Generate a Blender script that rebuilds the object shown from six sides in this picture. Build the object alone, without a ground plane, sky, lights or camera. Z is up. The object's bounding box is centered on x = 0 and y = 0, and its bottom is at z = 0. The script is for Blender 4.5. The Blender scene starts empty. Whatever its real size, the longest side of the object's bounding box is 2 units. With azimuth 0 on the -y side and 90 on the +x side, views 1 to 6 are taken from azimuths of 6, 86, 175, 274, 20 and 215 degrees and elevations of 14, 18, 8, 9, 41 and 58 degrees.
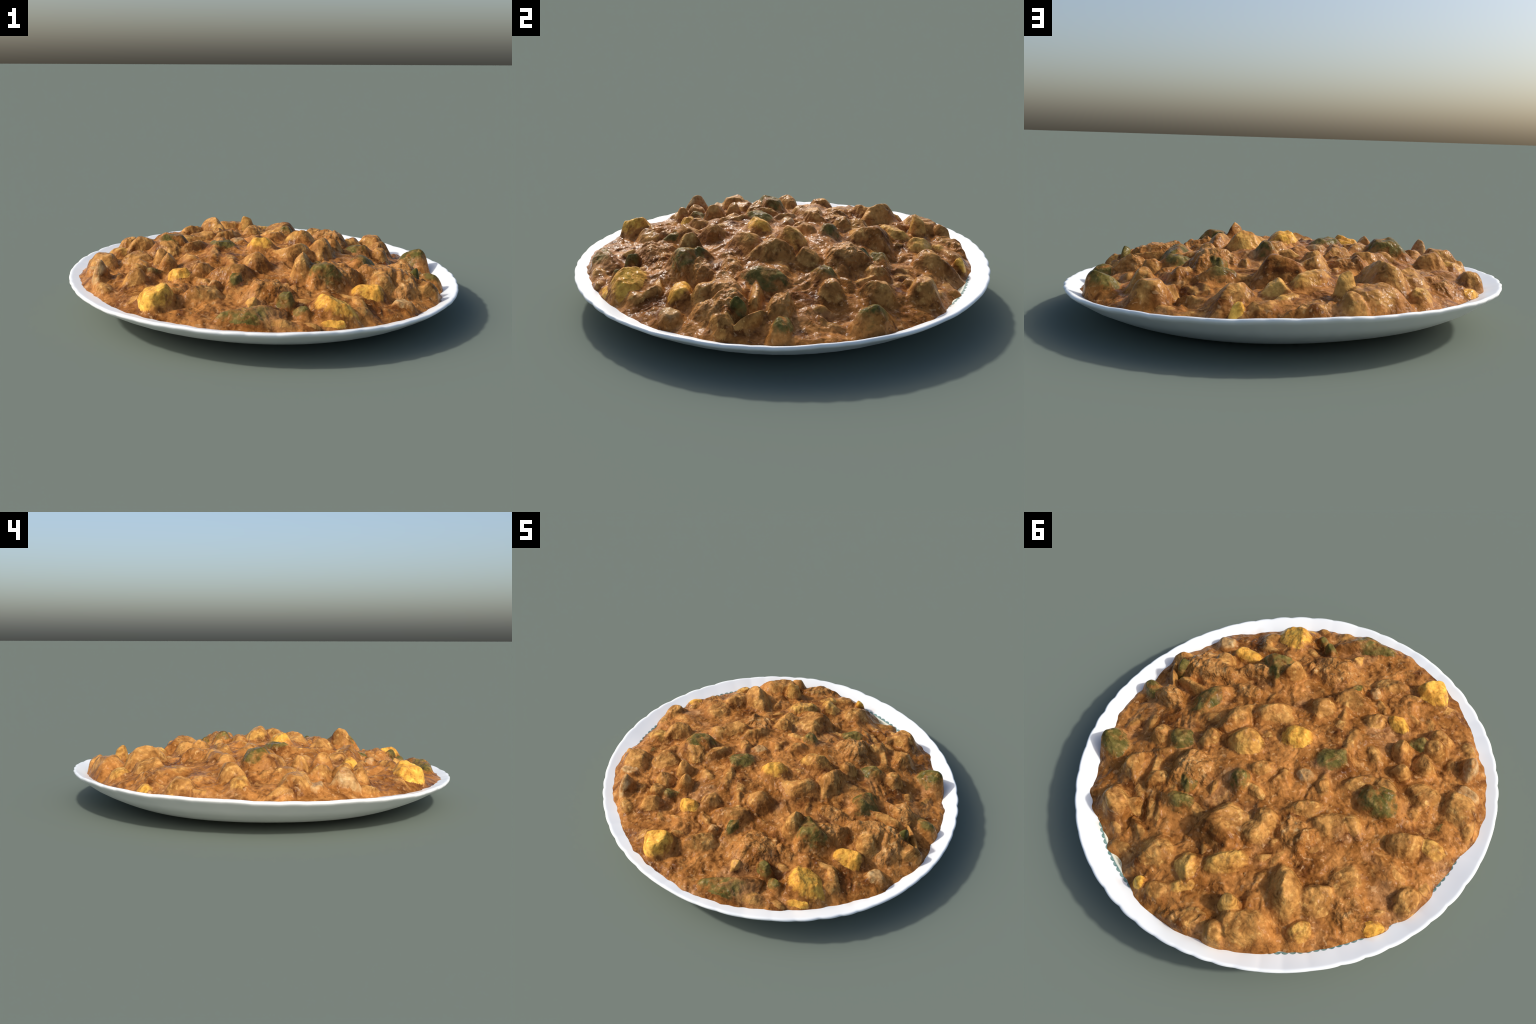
"""A white plate with a finely scalloped rim, heaped with a chunky curry:
thick orange-brown sauce with paneer cubes, pepper pieces, onion and
sauce-coated vegetable chunks standing out of it.  Metres, z up."""
import bpy, bmesh, math
import numpy as np
from mathutils import Matrix

rng = np.random.default_rng(11)

# ------------------------------------------------------------------ noise
def _hash(ix, iy, iz, seed):
    h = (ix * 374761393 + iy * 668265263 + iz * 2147483647 + seed * 974634721) & 0xFFFFFFFF
    h = ((h ^ (h >> 13)) * 1274126177) & 0xFFFFFFFF
    h = h ^ (h >> 16)
    return (h & 0xFFFFFF) / float(0xFFFFFF) * 2.0 - 1.0

def noise(p, scale, seed=0):
    """smooth value noise in -1..1 at points p (n,3)"""
    q = p * scale + 100.0
    i = np.floor(q).astype(np.int64)
    f = q - i
    f = f * f * f * (f * (f * 6 - 15) + 10)
    out = 0.0
    for dx in (0, 1):
        wx = f[:, 0] if dx else 1 - f[:, 0]
        for dy in (0, 1):
            wy = f[:, 1] if dy else 1 - f[:, 1]
            for dz in (0, 1):
                wz = f[:, 2] if dz else 1 - f[:, 2]
                out = out + wx * wy * wz * _hash(i[:, 0] + dx, i[:, 1] + dy, i[:, 2] + dz, seed)
    return out

def smoothstep(a, b, x):
    t = np.clip((x - a) / (b - a), 0, 1)
    return t * t * (3 - 2 * t)

def smax(a, b, k):
    h = np.clip(0.5 + 0.5 * (a - b) / k, 0, 1)
    return b + (a - b) * h + k * h * (1 - h)

# ------------------------------------------------------------ node helpers
class Mat:
    def __init__(self, name):
        self.m = bpy.data.materials.new(name)
        self.m.use_nodes = True
        self.t = self.m.node_tree
        self.b = self.t.nodes["Principled BSDF"]
        self.pos = self.t.nodes.new("ShaderNodeNewGeometry").outputs["Position"]
    def n(self, kind, **props):
        nd = self.t.nodes.new(kind)
        for k, v in props.items():
            setattr(nd, k, v)
        return nd
    def link(self, a, b):
        self.t.links.new(a, b)
    def put(self, sock, v):
        if hasattr(v, "is_output"):
            self.link(v, sock)
        else:
            sock.default_value = v
    def noise(self, scale, detail=2.0, rough=0.5, dist=0.0, vec=None):
        nd = self.n("ShaderNodeTexNoise")
        self.link(vec or self.pos, nd.inputs["Vector"])
        for k, v in (("Scale", scale), ("Detail", detail), ("Roughness", rough), ("Distortion", dist)):
            nd.inputs[k].default_value = v
        return nd.outputs["Fac"]
    def voronoi(self, scale, vec=None, feature="F1"):
        nd = self.n("ShaderNodeTexVoronoi", feature=feature)
        self.link(vec or self.pos, nd.inputs["Vector"])
        nd.inputs["Scale"].default_value = scale
        return nd.outputs["Distance"]
    def math(self, op, a, b=0.0, c=0.0):
        nd = self.n("ShaderNodeMath", operation=op)
        for s, v in zip(nd.inputs, (a, b, c)):
            self.put(s, v)
        return nd.outputs[0]
    def step(self, v, lo, hi):
        nd = self.n("ShaderNodeMapRange", interpolation_type="SMOOTHSTEP")
        self.put(nd.inputs["Value"], v)
        nd.inputs["From Min"].default_value = lo
        nd.inputs["From Max"].default_value = hi
        return nd.outputs["Result"]
    def mix(self, fac, a, b, blend="MIX"):
        nd = self.n("ShaderNodeMix", data_type="RGBA", blend_type=blend)
        self.put(nd.inputs[0], fac)
        for s, v in ((nd.inputs[6], a), (nd.inputs[7], b)):
            self.put(s, v if hasattr(v, "is_output") else (*v, 1.0))
        return nd.outputs[2]
    def bump(self, h, strength, dist, normal=None):
        nd = self.n("ShaderNodeBump")
        nd.inputs["Strength"].default_value = strength
        nd.inputs["Distance"].default_value = dist
        self.link(h, nd.inputs["Height"])
        if normal is not None:
            self.link(normal, nd.inputs["Normal"])
        return nd.outputs["Normal"]

def mottle(k, c):
    """crease shadows and bright spots painted as dark and light grain at the scale of a few millimetres"""
    g = k.math("ADD", k.math("MULTIPLY", k.noise(19.0, 3, 0.6, 0.7), 0.62), k.math("MULTIPLY", k.noise(50.0, 2, 0.5, 0.4), 0.38))
    lo = k.step(g, 0.50, 0.36)
    hi = k.step(g, 0.51, 0.64)
    c = k.mix(k.math("MULTIPLY", lo, 0.80), c, k.mix(1.0, c, (0.42, 0.36, 0.32), "MULTIPLY"))
    return k.mix(k.math("MULTIPLY", hi, 0.80), c, k.mix(1.0, c, (1.45, 1.55, 1.7), "MULTIPLY"))

def sauce_colour(k):
    """mottled orange-brown gravy, the same on every piece it coats"""
    big = k.step(k.noise(5.0, 3, 0.55), 0.40, 0.62)
    c = k.mix(big, SAUCE_LIGHT, SAUCE_MID)
    pale = k.step(k.noise(4.3, 3, 0.55, 0.4), 0.54, 0.68)
    c = k.mix(k.math("MULTIPLY", pale, 0.55), c, SAUCE_PALE)
    baked_shade = k.step(k.noise(8.0, 4, 0.6, 0.6), 0.49, 0.68)
    c = k.mix(k.math("MULTIPLY", baked_shade, 0.85), c, SAUCE_DARK)  # dark patches tinted in for the shading between lumps
    tan = k.step(k.noise(17.0, 3, 0.6, 0.7), 0.55, 0.72)
    c = k.mix(k.math("MULTIPLY", tan, 0.55), c, SAUCE_TAN)
    c = mottle(k, c)
    glint = k.step(k.noise(46.0, 1, 0.5, 0.5), 0.63, 0.72)
    c = k.mix(k.math("MULTIPLY", glint, 0.28), c, SAUCE_GLINT)
    speck = k.step(k.voronoi(26.0), 0.13, 0.05)
    rare = k.step(k.noise(13.0, 1), 0.50, 0.58)
    c = k.mix(k.math("MULTIPLY", k.math("MULTIPLY", speck, rare), 0.85), c, SAUCE_SPECK)
    return c

SAUCE_PALE = (0.40, 0.200, 0.080)
SAUCE_LIGHT = (0.365, 0.152, 0.038)  # this and SAUCE_MID darkened towards the heap's shadowed sides
SAUCE_MID = (0.225, 0.085, 0.018)
SAUCE_DARK = (0.090, 0.027, 0.006)
SAUCE_TAN = (0.44, 0.215, 0.062)
SAUCE_GLINT = (0.70, 0.44, 0.21)  # pale colour painted on for the small wet highlights
SAUCE_SPECK = (0.060, 0.030, 0.010)

def finish(k, col, rough, bump=0.28):
    k.link(col, k.b.inputs["Base Color"])
    grain = k.math("ADD", k.math("MULTIPLY", k.noise(26.0, 2, 0.5, 0.5), 1.0),
                   k.math("MULTIPLY", k.noise(62.0, 1, 0.5, 0.3), 0.30))
    k.link(k.bump(grain, bump, 0.03), k.b.inputs["Normal"])
    r = k.noise(30.0, 2)
    k.link(k.math("MULTIPLY_ADD", r, 0.30, rough - 0.28), k.b.inputs["Roughness"])
    k.b.inputs["Specular IOR Level"].default_value = 0.055
    return k.m

def sauce_material():
    k = Mat("curry_sauce")
    return finish(k, sauce_colour(k), 0.42, 0.30)

def piece_material(name, cols, bare, rough=0.42, bump=0.28):
    """own colours of a piece showing through a patchy film of sauce.  Object
    coordinates run from 0 in the middle of the piece to 1 at its foot, where
    the film closes completely and runs into the gravy around it"""
    k = Mat(name)
    a, b, c = cols
    own = k.mix(k.step(k.noise(11.0, 3, 0.6, 0.5), 0.38, 0.64), a, b)
    own = k.mix(k.math("MULTIPLY", k.step(k.noise(34.0, 3, 0.6), 0.54, 0.70), 0.8), own, c)
    oc = k.n("ShaderNodeTexCoord").outputs["Object"]
    flat = k.n("ShaderNodeVectorMath", operation="MULTIPLY")
    k.link(oc, flat.inputs[0]); flat.inputs[1].default_value = (1, 1, 0)
    ln = k.n("ShaderNodeVectorMath", operation="LENGTH"); k.link(flat.outputs[0], ln.inputs[0])
    foot = k.math("POWER", ln.outputs["Value"], 5.0)
    own = k.mix(0.85, own, mottle(k, own))
    patch = k.math("MULTIPLY_ADD", k.noise(14.0, 5, 0.60, 0.7), 3.0, -1.50 - bare)
    film = k.step(k.math("ADD", patch, k.math("MULTIPLY", foot, 1.2)), -0.40, 0.40)
    col = k.mix(film, own, sauce_colour(k))
    return finish(k, col, rough, bump)

# ------------------------------------------------------------------- plate
RIM = 0.995
def tilt(x, y):
    """the rim leans a little and is slightly warped"""
    return -0.0251 * x + 0.0156 * y - 0.0048 * (x * x - y * y) - 0.0044 * x * y
RIM_Z = 0.1703
INNER = ((0.0, -0.098), (0.50, -0.098), (0.66, -0.092), (0.78, -0.078), (0.86, -0.060),
         (0.905, -0.044), (0.95, -0.022), (0.98, -0.005), (0.992, 0.001))
OUTER = ((1.0, -0.004), (0.998, -0.014), (0.985, -0.024), (0.95, -0.047), (0.88, -0.090),
         (0.75, -0.142), (0.62, -0.160), (0.52, -0.174), (0.44, -0.184))

def well(x, y):
    """the plate is a little deeper on one side (towards +x +y) than on the other"""
    r = np.hypot(x, y) + 1e-9
    return 0.68 + 0.32 * (0.7071 * x + 0.7071 * y) / r * np.minimum(r / 0.5, 1)

def inner_z(x, y):
    r = np.minimum(np.hypot(x, y), 0.992)
    z = np.interp(r, [p[0] for p in INNER], [p[1] for p in INNER])
    return RIM_Z + tilt(x, y) + z * well(x, y)

SCALLOPS = 58
def scallop(a):
    """rim radius factor: outward lobes meeting in small notches, uneven as hand-pressed"""
    w = a + 0.030 * math.sin(3 * a + 1) + 0.016 * math.sin(7 * a) + 0.006 * math.sin(17 * a + 2)
    lobe = abs(math.sin(SCALLOPS * w / 2)) ** 0.7
    depth = 0.0058 * max(0.1, 0.70 + 0.35 * math.sin(5 * a + 0.6) + 0.35 * math.sin(11 * a))
    oval = -0.0018 * math.cos(a) + 0.0012 * math.sin(a) + 0.0050 * math.sin(2 * a) - 0.0012 * math.cos(3 * a)
    return 0.0035 + oval - depth * (1 - lobe), lobe

def build_plate():
    N = 580
    prof = [(r, z, 0) for r, z in INNER[1:]] + [(r, z, 1) for r, z in OUTER]
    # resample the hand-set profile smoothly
    P = np.array([(r, z) for r, z, _ in prof])
    d = np.r_[0, np.cumsum(np.hypot(*np.diff(P, axis=0).T))]
    def cr(t):
        i = min(max(np.searchsorted(d, t) - 1, 0), len(d) - 2)
        p0, p1, p2, p3 = P[max(i - 1, 0)], P[i], P[i + 1], P[min(i + 2, len(P) - 1)]
        u = (t - d[i]) / (d[i + 1] - d[i])
        m1 = (p2 - p0) / 2; m2 = (p3 - p1) / 2
        return ((2*u**3-3*u**2+1)*p1 + (u**3-2*u**2+u)*m1 + (-2*u**3+3*u**2)*p2 + (u**3-u**2)*m2)
    ts = sorted(set(list(d) + list(np.linspace(0, d[-1], 46))))
    rings = [tuple(cr(t)) for t in ts]
    turn = max(range(len(rings)), key=lambda i: rings[i][0])   # the lip
    bm = bmesh.new()
    vr = []
    for r, z in rings:
        row = []
        k = smoothstep(0.86, 1.0, r)
        flute = smoothstep(0.80, 0.97, r)
        foot = smoothstep(-0.12, -0.17, z)
        for j in range(N):
            a = 2 * math.pi * j / N
            s, lobe = scallop(a)
            rr = r * RIM + s * k
            x, y = rr * math.cos(a), rr * math.sin(a)
            if len(vr) < turn:
                dz = z * float(well(x, y))
            else:                       # the foot sags on one side
                sag = 0.010 * math.cos(a) + 0.020 * math.sin(a) + 0.030 * math.cos(a - 2.36) + 0.015 * math.cos(2 * a) + 0.012 * math.sin(5 * a + 1)
                dz = z * (1 + sag * smoothstep(1.0, 0.9, r))
            zz = RIM_Z + tilt(x, y) + dz + k * (0.0022 * math.sin(4 * a + 1) + 0.0016 * math.sin(9 * a) + 0.0012 * math.sin(23 * a)) + 0.0022 * (lobe - 0.6) * flute
            if len(vr) >= turn and z < -0.10:
                # worn, slightly rocking foot: it touches the table on one side only
                base = max(0.012 + 0.010 * x - 0.034 * y, 0.0) + foot * 0.004 * (math.sin(3 * a + 2) * math.sin(5 * a) + 0.6)
                zz = base + 0.5 * (zz - base + math.sqrt((zz - base) ** 2 + 0.00003))
            row.append(bm.verts.new((x, y, max(zz, 0.0))))
        vr.append(row)
    for a, b in zip(vr, vr[1:]):
        for j in range(N):
            bm.faces.new((a[j], a[(j + 1) % N], b[(j + 1) % N], b[j]))
    bm.faces.new(vr[0][::-1])
    bm.faces.new(vr[-1])
    bmesh.ops.recalc_face_normals(bm, faces=bm.faces)
    me = bpy.data.meshes.new("plate")
    low = min(v.co.z for v in bm.verts)
    for v in bm.verts:            # stand it on the table without moving the rim
        v.co.z -= low * float(smoothstep(0.10, 0.03, v.co.z))
    bm.to_mesh(me); bm.free()
    per = N * turn                           # faces above the lip come first
    for p in me.polygons:
        p.use_smooth = True
        p.material_index = 0 if p.index < per or p.index == N * (len(rings) - 1) else 1
    ob = bpy.data.objects.new("plate", me)
    bpy.context.collection.objects.link(ob)
    # glaze: white, with a ring of blue-green beads and a cream band inside it
    k = Mat("white_glaze")
    sep = k.n("ShaderNodeSeparateXYZ"); k.link(k.pos, sep.inputs[0])
    X, Y, Z = sep.outputs
    r = k.math("SQRT", k.math("ADD", k.math("MULTIPLY", X, X), k.math("MULTIPLY", Y, Y)))
    ang = k.math("ARCTAN2", Y, X)
    lobe = k.math("ABSOLUTE", k.math("SINE", k.math("MULTIPLY", ang, 86.0)))
    edge = k.math("MULTIPLY_ADD", k.math("POWER", lobe, 0.6), 0.011, 0.898)
    beads = k.math("MULTIPLY", k.step(k.math("SUBTRACT", r, edge), 0.0015, -0.0015), k.step(r, 0.8945, 0.8965))
    cream = k.step(r, 0.896, 0.893)
    leaf = k.step(k.noise(40.0, 3, 0.6, 1.0), 0.52, 0.64)
    band = k.mix(leaf, (0.62, 0.58, 0.42), (0.36, 0.34, 0.15))
    line = k.math("MULTIPLY", k.step(r, 0.8855, 0.8875), k.step(r, 0.8935, 0.8925))
    band = k.mix(line, band, (0.72, 0.72, 0.60))
    teal = k.mix(k.step(k.noise(60.0, 2), 0.4, 0.6), (0.10, 0.20, 0.18), (0.19, 0.30, 0.27))
    white = k.mix(k.noise(3.0, 2), (0.78, 0.81, 0.81), (0.82, 0.84, 0.835))
    # orange film where gravy has run a little way up the inside
    stain = k.math("MULTIPLY", k.step(r, 0.955, 0.90), k.step(k.noise(7.0, 3, 0.6), 0.50, 0.68))
    white = k.mix(k.math("MULTIPLY", stain, 0.35), white, (0.72, 0.50, 0.30))
    col = k.mix(cream, white, band)
    col = k.mix(beads, col, teal)
    k.link(col, k.b.inputs["Base Color"])
    k.b.inputs["Roughness"].default_value = 0.35
    k.b.inputs["Specular IOR Level"].default_value = 0.4
    me.materials.append(k.m)
    u = Mat("plain_white_glaze")           # underside, undecorated
    u.link(u.mix(u.noise(3.0, 2), (0.79, 0.81, 0.82), (0.83, 0.84, 0.845)), u.b.inputs["Base Color"])
    u.b.inputs["Roughness"].default_value = 0.35
    u.b.inputs["Specular IOR Level"].default_value = 0.4
    me.materials.append(u.m)
    return ob

# ------------------------------------------- pieces standing in the gravy
# each: x, y, top z, half length, half width, yaw in degrees, half height,
# squareness (2 round ... 4 cube), how much it narrows towards the top
PANEER = [
    (0.395, -0.695, 0.242, 0.100, 0.088, 5, 0.090, 3.8, 0.15),
    (0.520, -0.480, 0.236, 0.075, 0.052, -5, 0.070, 3.5, 0.20),
    (-0.360, -0.465, 0.285, 0.055, 0.045, -25, 0.060, 2.8, 0.30),
    (-0.425, -0.738, 0.275, 0.092, 0.082, 50, 0.110, 2.8, 0.15),
    (-0.010, -0.100, 0.368, 0.070, 0.062, 15, 0.100, 3.0, 0.30),
    (0.229, 0.836, 0.215, 0.035, 0.030, 35, 0.040, 2.5, 0.20),
    (-0.740, 0.482, 0.213, 0.050, 0.042, 45, 0.050, 2.6, 0.25),
    (0.375, -0.802, 0.165, 0.060, 0.040, 20, 0.050, 2.5, 0.20),
    (-0.796, -0.440, 0.205, 0.022, 0.022, 20, 0.030, 2.2, 0.10),
]
CHUNK = [
    (0.485, -0.602, 0.205, 0.030, 0.050, 35, 0.050, 2.5, 0.30),
    (0.214, -0.455, 0.366, 0.055, 0.060, -20, 0.120, 2.4, 0.45),
    (0.300, -0.105, 0.352, 0.065, 0.080, 0, 0.100, 2.8, 0.35),
    (0.142, -0.176, 0.350, 0.085, 0.065, 25, 0.090, 2.8, 0.25),
    (-0.023, -0.325, 0.342, 0.060, 0.055, 45, 0.100, 3.2, 0.40),
    (-0.104, -0.435, 0.310, 0.070, 0.060, 35, 0.080, 2.8, 0.30),
    (-0.251, -0.394, 0.300, 0.060, 0.050, 35, 0.060, 2.5, 0.25),
    (-0.494, -0.663, 0.205, 0.080, 0.060, 35, 0.060, 2.3, 0.30),
    (-0.185, -0.660, 0.255, 0.100, 0.055, 15, 0.060, 2.6, 0.20),
    (-0.430, -0.320, 0.318, 0.045, 0.055, 20, 0.080, 2.5, 0.30),
    (-0.490, -0.225, 0.318, 0.050, 0.055, 20, 0.070, 2.5, 0.30),
    (-0.575, -0.495, 0.286, 0.062, 0.060, 45, 0.090, 2.5, 0.40),
    (0.605, 0.160, 0.264, 0.055, 0.065, 0, 0.070, 2.8, 0.30),
    (0.620, 0.380, 0.259, 0.065, 0.075, 20, 0.100, 2.5, 0.45),
    (0.455, 0.370, 0.270, 0.055, 0.055, 0, 0.080, 2.8, 0.35),
    (0.580, 0.563, 0.248, 0.070, 0.080, 65, 0.080, 3.3, 0.25),
    (0.490, 0.535, 0.222, 0.045, 0.050, 0, 0.070, 2.8, 0.30),
    (0.011, 0.237, 0.325, 0.075, 0.026, -10, 0.050, 2.4, 0.20),
    (-0.386, -0.059, 0.325, 0.100, 0.045, 55, 0.070, 2.6, 0.25),
    (-0.245, 0.065, 0.326, 0.060, 0.035, -65, 0.060, 2.5, 0.30),
    (-0.630, -0.175, 0.280, 0.085, 0.075, 35, 0.060, 2.5, 0.20),
    (-0.800, -0.200, 0.284, 0.075, 0.085, 30, 0.080, 2.6, 0.25),
    (-0.893, -0.157, 0.230, 0.050, 0.060, 35, 0.070, 2.6, 0.25),
    (-0.672, 0.085, 0.308, 0.090, 0.075, 30, 0.080, 2.6, 0.25),
    (0.020, 0.400, 0.330, 0.095, 0.085, 35, 0.080, 2.5, 0.20),
    (-0.107, 0.312, 0.335, 0.065, 0.060, 35, 0.070, 2.8, 0.25),
    (0.245, 0.670, 0.258, 0.085, 0.080, 60, 0.090, 2.6, 0.45),
    (0.218, 0.700, 0.235, 0.060, 0.060, 35, 0.060, 2.6, 0.25),
    (0.137, 0.820, 0.215, 0.060, 0.045, 20, 0.050, 2.6, 0.25),
    (-0.275, 0.775, 0.274, 0.105, 0.080, 35, 0.080, 3.3, 0.20),
    (-0.198, 0.878, 0.255, 0.050, 0.075, 25, 0.070, 3.0, 0.25),
    (-0.365, 0.560, 0.330, 0.075, 0.125, 40, 0.080, 2.6, 0.30),
    (-0.490, 0.525, 0.290, 0.085, 0.070, 25, 0.060, 3.2, 0.15),
    (-0.450, 0.146, 0.311, 0.045, 0.055, 30, 0.070, 2.5, 0.40),
    (-0.374, 0.190, 0.316, 0.080, 0.060, 35, 0.050, 2.2, 0.20),
    (-0.690, 0.260, 0.240, 0.085, 0.060, 20, 0.060, 2.5, 0.25),
    (-0.815, 0.305, 0.256, 0.075, 0.055, 85, 0.080, 3.2, 0.20),
    (-0.646, -0.055, 0.270, 0.040, 0.040, 35, 0.050, 2.5, 0.25),
    (0.796, -0.191, 0.210, 0.110, 0.020, -55, 0.060, 2.4, 0.10),
    (0.658, -0.160, 0.250, 0.090, 0.032, -10, 0.060, 2.6, 0.20),
    (0.137, -0.873, 0.185, 0.080, 0.040, 15, 0.050, 2.4, 0.20),
    (0.270, -0.849, 0.165, 0.060, 0.025, -20, 0.040, 2.4, 0.10),
    (0.502, -0.648, 0.185, 0.050, 0.050, 20, 0.050, 2.5, 0.25),
    (0.797, -0.304, 0.205, 0.060, 0.050, 20, 0.050, 2.5, 0.25),
    (0.850, -0.303, 0.170, 0.050, 0.030, -40, 0.040, 2.4, 0.20),
    (-0.242, 0.194, 0.335, 0.090, 0.048, 30, 0.060, 2.7, 0.25),
    (0.033, 0.127, 0.345, 0.060, 0.050, 20, 0.060, 2.5, 0.25),
    (-0.570, -0.400, 0.288, 0.062, 0.060, 0, 0.060, 2.6, 0.25),
    (-0.090, 0.395, 0.325, 0.075, 0.060, 30, 0.060, 2.4, 0.25),
    (-0.555, -0.310, 0.282, 0.065, 0.055, 0, 0.060, 2.4, 0.25),
    (0.590, -0.370, 0.262, 0.070, 0.055, -20, 0.060, 2.4, 0.25),
    (-0.470, -0.100, 0.318, 0.070, 0.060, 0, 0.060, 2.4, 0.25),
    (0.360, 0.100, 0.326, 0.055, 0.060, 0, 0.060, 2.4, 0.25),
    (-0.700, -0.540, 0.215, 0.070, 0.045, -40, 0.060, 2.5, 0.25),
    (-0.560, 0.380, 0.262, 0.090, 0.070, 20, 0.050, 2.4, 0.25),
    (-0.090, 0.840, 0.215, 0.080, 0.060, 0, 0.050, 2.5, 0.25),
]
ONION = [
    (0.687, -0.519, 0.178, 0.055, 0.050, 20, 0.060, 2.2, 0.10),
    (-0.765, -0.430, 0.302, 0.080, 0.040, 95, 0.100, 2.4, 0.50),
    (-0.808, -0.286, 0.235, 0.065, 0.040, -0, 0.040, 3.0, 0.10),
    (-0.052, 0.420, 0.300, 0.070, 0.022, 20, 0.040, 2.6, 0.10),
    (-0.151, 0.046, 0.325, 0.045, 0.040, 20, 0.040, 2.2, 0.10),
    (-0.171, -0.563, 0.262, 0.040, 0.035, 20, 0.040, 2.2, 0.10),
]
PEPPER = [
    (0.300, -0.440, 0.328, 0.100, 0.075, -20, 0.110, 2.8, 0.25),
    (0.755, -0.230, 0.266, 0.055, 0.030, 65, 0.050, 2.4, 0.20),
    (0.835, -0.055, 0.196, 0.070, 0.042, -35, 0.060, 3.0, 0.15),
    (0.520, -0.105, 0.288, 0.080, 0.105, 0, 0.100, 2.3, 0.25),
    (-0.009, -0.866, 0.228, 0.110, 0.075, 15, 0.070, 2.6, 0.40),
    (0.159, -0.707, 0.255, 0.050, 0.035, -40, 0.070, 3.0, 0.25),
    (0.227, -0.760, 0.212, 0.045, 0.030, -30, 0.050, 3.0, 0.20),
    (-0.080, -0.500, 0.278, 0.090, 0.030, 75, 0.080, 3.0, 0.15),
    (-0.210, -0.090, 0.340, 0.075, 0.058, 35, 0.060, 3.5, 0.15),
    (-0.501, -0.404, 0.272, 0.050, 0.045, 20, 0.060, 2.6, 0.30),
    (0.780, 0.300, 0.224, 0.090, 0.075, -30, 0.090, 3.6, 0.20),
    (0.470, 0.155, 0.284, 0.070, 0.062, 0, 0.070, 2.6, 0.25),
    (0.292, 0.334, 0.300, 0.050, 0.050, 35, 0.060, 2.4, 0.25),
    (0.285, 0.425, 0.277, 0.070, 0.055, 10, 0.060, 2.4, 0.25),
    (0.092, 0.220, 0.364, 0.055, 0.065, 15, 0.090, 2.6, 0.35),
    (-0.495, -0.005, 0.352, 0.090, 0.072, 15, 0.080, 3.4, 0.15),
    (-0.802, -0.075, 0.215, 0.050, 0.050, 35, 0.050, 2.4, 0.20),
]
SHRED = [
    (0.586, -0.298, 0.275, 0.160, 0.095, 10, 0.090, 2.3, 0.25),
    (0.710, -0.348, 0.222, 0.090, 0.070, -0, 0.080, 2.3, 0.30),
    (0.078, -0.571, 0.268, 0.110, 0.090, 20, 0.070, 2.2, 0.30),
    (0.310, 0.247, 0.330, 0.100, 0.085, 35, 0.080, 2.4, 0.25),
    (-0.048, 0.857, 0.205, 0.075, 0.060, 35, 0.050, 2.4, 0.20),
    (0.701, -0.056, 0.240, 0.100, 0.060, -25, 0.060, 2.4, 0.25),
    (0.400, -0.380, 0.285, 0.080, 0.060, 0, 0.060, 2.4, 0.25),
    (-0.250, 0.300, 0.305, 0.090, 0.070, 0, 0.050, 2.4, 0.25),
    (-0.620, 0.480, 0.240, 0.080, 0.060, 30, 0.050, 2.4, 0.25),
    (0.360, -0.250, 0.288, 0.080, 0.060, 0, 0.050, 2.4, 0.25),
]
NUT = [
    (0.011, -0.737, 0.235, 0.045, 0.028, -85, 0.050, 2.2, 0.10),
    (-0.178, 0.729, 0.322, 0.048, 0.048, 0, 0.090, 2.4, 0.15),
]
POTATO = [
    (0.180, 0.060, 0.378, 0.100, 0.075, 10, 0.100, 2.6, 0.30),
    (-0.795, 0.040, 0.258, 0.070, 0.045, -5, 0.070, 2.8, 0.30),
    (0.085, 0.672, 0.272, 0.055, 0.075, 35, 0.090, 2.6, 0.35),
    (0.037, 0.754, 0.225, 0.070, 0.035, 40, 0.050, 3.0, 0.20),
    (-0.065, 0.575, 0.292, 0.100, 0.050, 40, 0.070, 3.0, 0.20),
    (-0.500, 0.660, 0.245, 0.060, 0.045, 40, 0.060, 2.6, 0.20),
]


PIECES = (("paneer_cube", PANEER), ("vegetable_chunk", CHUNK), ("pepper_piece", PEPPER),
          ("onion_piece", ONION), ("shredded_lump", SHRED), ("cashew", NUT), ("potato_chunk", POTATO))

# ------------------------------------------------------------------ gravy
# radius of the gravy edge round the plate, every 10 degrees from +x
EDGE = (0.915, 0.915, 0.915, 0.900, 0.925, 0.890, 0.852, 0.885, 0.918, 0.912, 0.915, 0.918,
        0.900, 0.905, 0.893, 0.900, 0.900, 0.888, 0.905, 0.938, 0.943, 0.950, 0.928, 0.930,
        0.940, 0.940, 0.945, 0.940, 0.918, 0.925, 0.910, 0.914, 0.926, 0.910, 0.918, 0.908)
def edge_r(a):
    t = (np.degrees(a) % 360) / 10
    i = np.floor(t).astype(int)
    u = t - i; u = u * u * (3 - 2 * u)
    E = np.array(EDGE)
    return E[i % 36] * (1 - u) + E[(i + 1) % 36] * u

HEAP = ((0.0, 0.308), (0.2, 0.298), (0.4, 0.264), (0.55, 0.238), (0.7, 0.212), (0.8, 0.190),
        (0.9, 0.163), (0.96, 0.143), (1.0, 0.124), (1.05, 0.112), (1.2, 0.10))
HEAP_EDGE = 0.124
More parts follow.
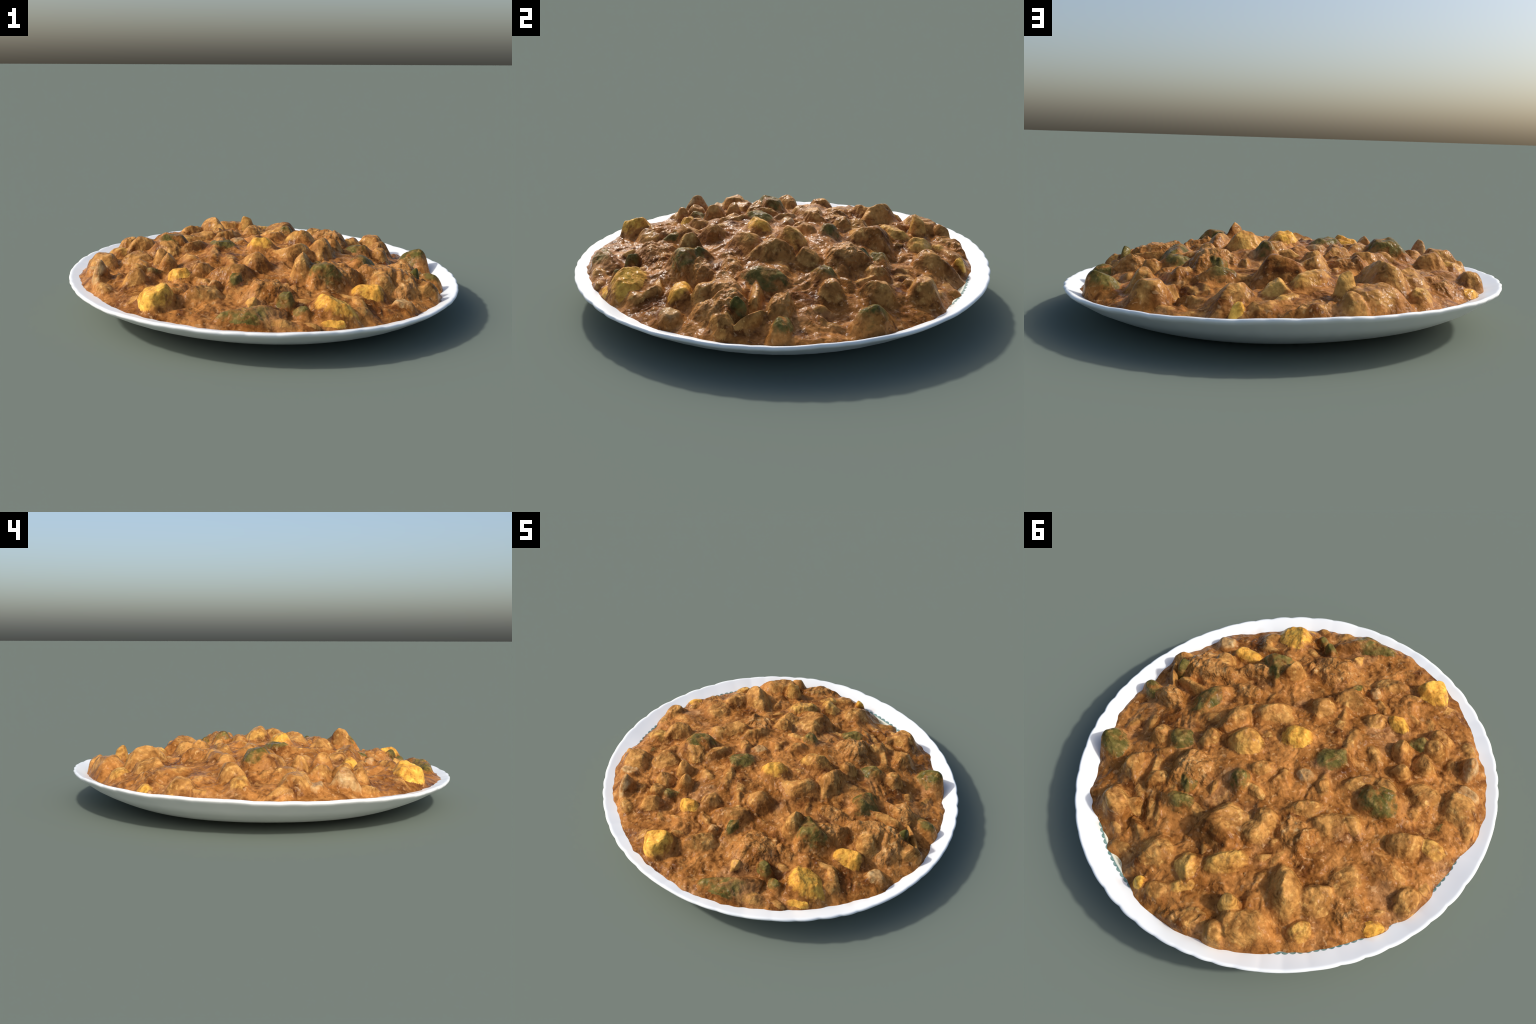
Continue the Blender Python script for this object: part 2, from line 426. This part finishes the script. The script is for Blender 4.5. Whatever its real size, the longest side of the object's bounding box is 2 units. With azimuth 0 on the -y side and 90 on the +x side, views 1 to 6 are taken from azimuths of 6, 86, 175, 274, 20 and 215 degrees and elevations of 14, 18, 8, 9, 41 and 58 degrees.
# hollows and swells of the heap: x, y, height, spread
SWELLS = ((0.18, 0.52, -0.045, 0.10), (0.45, 0.53, -0.028, 0.07), (0.74, 0.15, -0.028, 0.08), (-0.55, 0.00, 0.048, 0.08),
          (0.22, -0.45, 0.020, 0.10), (0.35, -0.61, 0.028, 0.10), (-0.40, -0.63, 0.028, 0.08), (0.58, -0.24, 0.020, 0.08),
          (0.20, 0.21, 0.028, 0.08), (-0.65, -0.18, 0.012, 0.08), (-0.45, 0.0, 0.015, 0.08), (-0.78, -0.38, 0.018, 0.07),
          (-0.29, -0.32, 0.025, 0.10), (-0.70, 0.26, 0.020, 0.08), (-0.28, 0.61, 0.020, 0.07), (-0.49, 0.17, 0.025, 0.09),
          (0.70, -0.33, -0.022, 0.08), (0.47, 0.56, -0.045, 0.07), (-0.20, -0.20, 0.015, 0.12), (-0.02, -0.34, 0.015, 0.08),
          (-0.61, 0.40, 0.020, 0.07), (0.30, -0.45, 0.012, 0.07), (-0.34, -0.63, 0.015, 0.07), (0.73, -0.23, -0.020, 0.06))
def heap(X, Y):
    r = np.hypot(X, Y)
    a = np.arctan2(Y, X)
    p = np.stack([X, Y, 0 * X], -1).reshape(-1, 3)
    e = edge_r(a) + 0.006 + 0.010 * noise(p, 9.0, 21).reshape(X.shape) + 0.003 * noise(p, 30.0, 22).reshape(X.shape)
    f = r / e
    z = np.interp(f, [h[0] for h in HEAP], [h[1] for h in HEAP])
    lip = inner_z(e * np.cos(a), e * np.sin(a)) - tilt(e * np.cos(a), e * np.sin(a))
    z = z + (lip - HEAP_EDGE) * smoothstep(0.72, 1.0, f)          # meets the plate at its edge
    z = z + (0.004 + 0.009 * (Y - X)) * smoothstep(1.0, 0.85, f)
    for x, y, dz, s in SWELLS:
        z = z + dz * np.exp(-((X - x) ** 2 + (Y - y) ** 2) / (s * s)) * smoothstep(1.0, 0.85, f)
    return z + tilt(X, Y) * smoothstep(0.3, 1.0, f), f

def noise2(X, Y, scale, seed, warp=None):
    p = np.stack([X, Y, 0 * X], -1).reshape(-1, 3)
    if warp is not None:
        p = p + warp
    return noise(p, scale, seed).reshape(X.shape)

def blur(H, s):
    n = int(3 * s) + 1
    g = np.exp(-0.5 * (np.arange(-n, n + 1) / s) ** 2); g /= g.sum()
    A = np.pad(H, n, mode="edge")
    A = sum(w * A[:, i:i + H.shape[1]] for i, w in enumerate(g))
    return sum(w * A[i:i + H.shape[0], :] for i, w in enumerate(g))

GROW = 1.20          # foot of a piece against the part of it that shows

def piece_height(X, Y, row, seed, ground):
    """height of one piece over the points X, Y: a rounded, slightly lopsided
    block or tent, falling from its top to the gravy round its foot"""
    x, y, top, a, b, yaw, c, n, taper = row
    ca, sa = math.cos(math.radians(yaw)), math.sin(math.radians(yaw))
    r = np.random.default_rng(seed)
    wob = 0.22 * min(a, b)
    dx = X - x + wob * noise2(X, Y, 9.0, 900 + seed) + 0.10 * wob * noise2(X, Y, 30.0, 700 + seed)
    dy = Y - y + wob * noise2(X, Y, 9.0, 500 + seed) + 0.10 * wob * noise2(X, Y, 30.0, 300 + seed)
    u = (ca * dx + sa * dy) / (a * GROW)
    v = (-sa * dx + ca * dy) / (b * GROW)
    fall = max(top - ground, 0.02) + 0.012
    way, slope = r.uniform(0, 2 * math.pi), r.uniform(0.1, 0.6) * fall
    lean = (slope * math.cos(way), slope * math.sin(way))
    if n >= 3.0:                                   # cut cubes
        rho = (np.abs(u) ** n + np.abs(v) ** n) ** (1.0 / n)
    else:                                          # broken chunks: a few uneven sloping faces
        K = int(r.integers(4, 7))
        ang = (np.arange(K) + r.uniform(-0.3, 0.3, K)) * 2 * math.pi / K + r.uniform(0, 6)
        far = r.uniform(0.84, 1.10, K)
        q = 4.5
        rho = sum(np.maximum((u * math.cos(t) + v * math.sin(t)) / d, 0) ** q for t, d in zip(ang, far)) ** (1 / q)
    flat = max(0.18, 0.58 - 0.75 * taper)
    t = np.maximum(rho - flat, 0) / (1 - flat)
    z = top - fall * (t ** 1.35 + 0.11 * rho * rho) + lean[0] * u + lean[1] * v - slope * 0.6 * flat
    return z, rho

def shallow_dent(X, Y):
    return 0.0065 * noise2(X, Y, 17.0, 61) + 0.0035 * noise2(X, Y, 38.0, 62)

def build_curry(curry):
    M = 801
    ax = np.linspace(-0.99, 0.99, M)
    X, Y = np.meshgrid(ax, ax, indexing="ij")
    base, f = heap(X, Y)
    inside = smoothstep(1.02, 0.93, f)
    q = np.stack([X, Y, 0 * X], -1).reshape(-1, 3)
    warp = 0.03 * np.stack([noise(q, 8.0, 41), noise(q, 8.0, 42), 0 * q[:, 0]], -1)
    rel = (0.0085 * noise2(X, Y, 12.0, 31) + 0.0075 * noise2(X, Y, 20.0, 32, 1.6 * warp)
           + 0.0036 * noise2(X, Y, 40.0, 33, 1.6 * warp))
    Z = base + rel * (0.3 + 0.7 * inside)
    dent = shallow_dent(X, Y) + 0.0012 * noise2(X, Y, 80.0, 35, warp)
    # torn, stringy flesh of the shredded pieces: sharp-bottomed creases
    folds = 2.0 * dent + 0.020 * (np.abs(noise2(X, Y, 15.0, 71, 2.0 * warp)) ** 0.8 - 0.25) \
        + 0.008 * (np.abs(noise2(X, Y, 34.0, 72, 2.0 * warp)) - 0.25)
    label = -np.ones(X.shape, int)
    best = Z + 0.004
    rows = []
    seed = 1
    for kind, group in PIECES:
        for row in (group + FILL if kind == "vegetable_chunk" else group):
            rows.append((kind, row, seed)); seed += 1
    for n, (kind, row, sd) in enumerate(rows):
        R = max(row[3], row[4]) * GROW * 1.25 + 0.02
        i0, i1 = np.searchsorted(ax, (row[0] - R, row[0] + R))
        j0, j1 = np.searchsorted(ax, (row[1] - R, row[1] + R))
        w = (slice(i0, i1), slice(j0, j1))
        ground = float(heap(np.array([[row[0]]]), np.array([[row[1]]]))[0][0, 0])
        z, rho = piece_height(X[w], Y[w], row, sd, ground)
        z = z + (folds[w] if kind == "shredded_lump" else dent[w]) * smoothstep(0.0, 0.5, rho)
        z = z - 0.25 * smoothstep(0.91, 0.965, np.hypot(X[w], Y[w]))     # stays inside the rim
        own = z > best[w]
        label[w] = np.where(own, n, label[w])
        best[w] = np.maximum(best[w], z)
        Z[w] = smax(Z[w], z, FUSE)
    Z = 0.35 * Z + 0.65 * blur(Z, 2.2)         # gravy rounds every edge off
    Z = Z + inside * (0.0028 * noise2(X, Y, 48.0, 36, 1.2 * warp) + 0.0005 * noise2(X, Y, 110.0, 37, warp))
    Z = np.where(f > 0.985, np.maximum(Z, inner_z(X, Y) - 0.010), Z)
    # whole-surface normals, shared by every part so that no seam shows
    gx, gy = np.gradient(Z, ax, ax)
    N = np.stack([-gx, -gy, np.ones_like(gx)], -1)
    N /= np.linalg.norm(N, axis=-1)[..., None]
    keep = ((f < 1.045) | (label >= 0)) & (np.hypot(X, Y) < 0.965)
    cell = keep[:-1, :-1] & keep[1:, :-1] & keep[:-1, 1:] & keep[1:, 1:]
    lab = label[:-1, :-1]
    lab = np.where((label[1:, :-1] == label[:-1, 1:]) & (label[1:, 1:] == label[1:, :-1]), label[1:, 1:], lab)
    lab = np.where(cell, lab, -2)
    V = np.stack([X, Y, Z], -1).reshape(-1, 3)
    NV = N.reshape(-1, 3)
    gid = np.arange(M * M).reshape(M, M)
    quads = np.stack([gid[:-1, :-1], gid[1:, :-1], gid[1:, 1:], gid[:-1, 1:]], -1)
    for n in range(-1, len(rows)):
        pick = quads[lab == n]
        if len(pick) == 0:
            continue
        if n >= 0 and len(pick) < 40:
            lab[lab == n] = -1
    for n in range(-1, len(rows)):
        pick = quads[lab == n]
        if len(pick) == 0:
            continue
        used, inv = np.unique(pick, return_inverse=True)
        inv = inv.reshape(pick.shape)
        P, NN = V[used], NV[used]
        # each part is a solid: the same surface again below, joined by a wall
        e = np.concatenate([inv[:, [0, 1]], inv[:, [1, 2]], inv[:, [2, 3]], inv[:, [3, 0]]])
        have = set(map(tuple, e.tolist()))
        c = len(P)
        faces = inv.tolist() + (inv[:, ::-1] + c).tolist()
        faces += [(p1, p0, p0 + c, p1 + c) for p0, p1 in have if (p1, p0) not in have]
        under = P.copy()
        sole = inner_z(P[:, 0], P[:, 1]) + (0.002 if n < 0 else 0.003)
        if n >= 0:
            sole = np.maximum(sole, P[:, 2] - 0.06)
        under[:, 2] = np.minimum(sole, P[:, 2] - 0.003)
        P = np.concatenate([P, under]); NN = np.concatenate([NN, -NN])
        if n < 0:
            name, M4 = "sauce", Matrix()
        else:
            name, row, sd = rows[n]
            M4 = (Matrix.Translation((row[0], row[1], row[2]))
                  @ Matrix.Rotation(math.radians(row[5]), 4, "Z")
                  @ Matrix.Diagonal((row[3] * GROW, row[4] * GROW, 0.1, 1.0)))
        A = np.array(M4); Ai = np.linalg.inv(A)
        L = P @ Ai[:3, :3].T + Ai[:3, 3]
        LN = NN @ A[:3, :3]
        LN /= np.linalg.norm(LN, axis=1)[:, None]
        me = bpy.data.meshes.new(name)
        me.from_pydata(L.tolist(), [], faces)
        for p in me.polygons:
            p.use_smooth = True
        me.normals_split_custom_set_from_vertices(LN.tolist())
        ob = bpy.data.objects.new(name, me)
        bpy.context.collection.objects.link(ob)
        ob.parent = curry
        ob.matrix_local = M4
        me.materials.append(MATS[name])

FUSE = 0.026

# ------------------------------------------------------------------- scene
plate = build_plate()
plate["label"] = "round white plate with finely scalloped rim and bead border"
plate["category"] = "plate"

curry = bpy.data.objects.new("curry", None)
curry["label"] = "heaped chunky orange-brown curry with paneer, peppers and onion"
curry["category"] = "curry"
bpy.context.collection.objects.link(curry)

MATS = {
    "sauce": sauce_material(),
    "paneer_cube": piece_material("paneer", ((0.60, 0.290, 0.046), (0.70, 0.40, 0.068), (0.48, 0.200, 0.032)), 0.42),
    "vegetable_chunk": piece_material("coated_vegetable", ((0.46, 0.225, 0.060), (0.28, 0.125, 0.032), (0.58, 0.33, 0.098)), 0.38),
    "pepper_piece": piece_material("green_pepper", ((0.090, 0.078, 0.018), (0.165, 0.122, 0.034), (0.30, 0.19, 0.060)), 0.24),
    "onion_piece": piece_material("onion", ((0.42, 0.23, 0.085), (0.44, 0.27, 0.11), (0.52, 0.38, 0.20)), 0.20),
    "shredded_lump": piece_material("shredded_vegetable", ((0.40, 0.19, 0.055), (0.30, 0.125, 0.03), (0.58, 0.35, 0.14)), 0.25, bump=0.6),
    "cashew": piece_material("cashew", ((0.52, 0.27, 0.065), (0.58, 0.33, 0.09), (0.44, 0.21, 0.05)), 0.40),
    "potato_chunk": piece_material("potato", ((0.50, 0.245, 0.056), (0.60, 0.34, 0.080), (0.40, 0.175, 0.040)), 0.30),
}
# smaller half-sunk strips and lumps between the big pieces
FILL = []
spots = [(r[0], r[1], max(r[3], r[4])) for _, rows in PIECES for r in rows]
while len(FILL) < 40:
    a, q = rng.uniform(0, 2 * math.pi), 0.86 * math.sqrt(rng.uniform(0, 1))
    x, y = q * math.cos(a), q * math.sin(a)
    s = rng.uniform(0.025, 0.048)
    tries = len(spots)
    if min(math.hypot(x - sx, y - sy) - sr - 0.6 * s for sx, sy, sr in spots) < 0.0:
        if rng.uniform() > 0.02:
            continue
    z = float(heap(np.array([[x]]), np.array([[y]]))[0][0, 0])
    FILL.append((x, y, z + rng.uniform(0.006, 0.024), s * rng.uniform(1.2, 2.2), s * rng.uniform(0.6, 1.0),
                 rng.uniform(-90, 90), 0.05, rng.uniform(2.2, 2.8), rng.uniform(0.15, 0.4)))
    spots.append((x, y, s))
build_curry(curry)
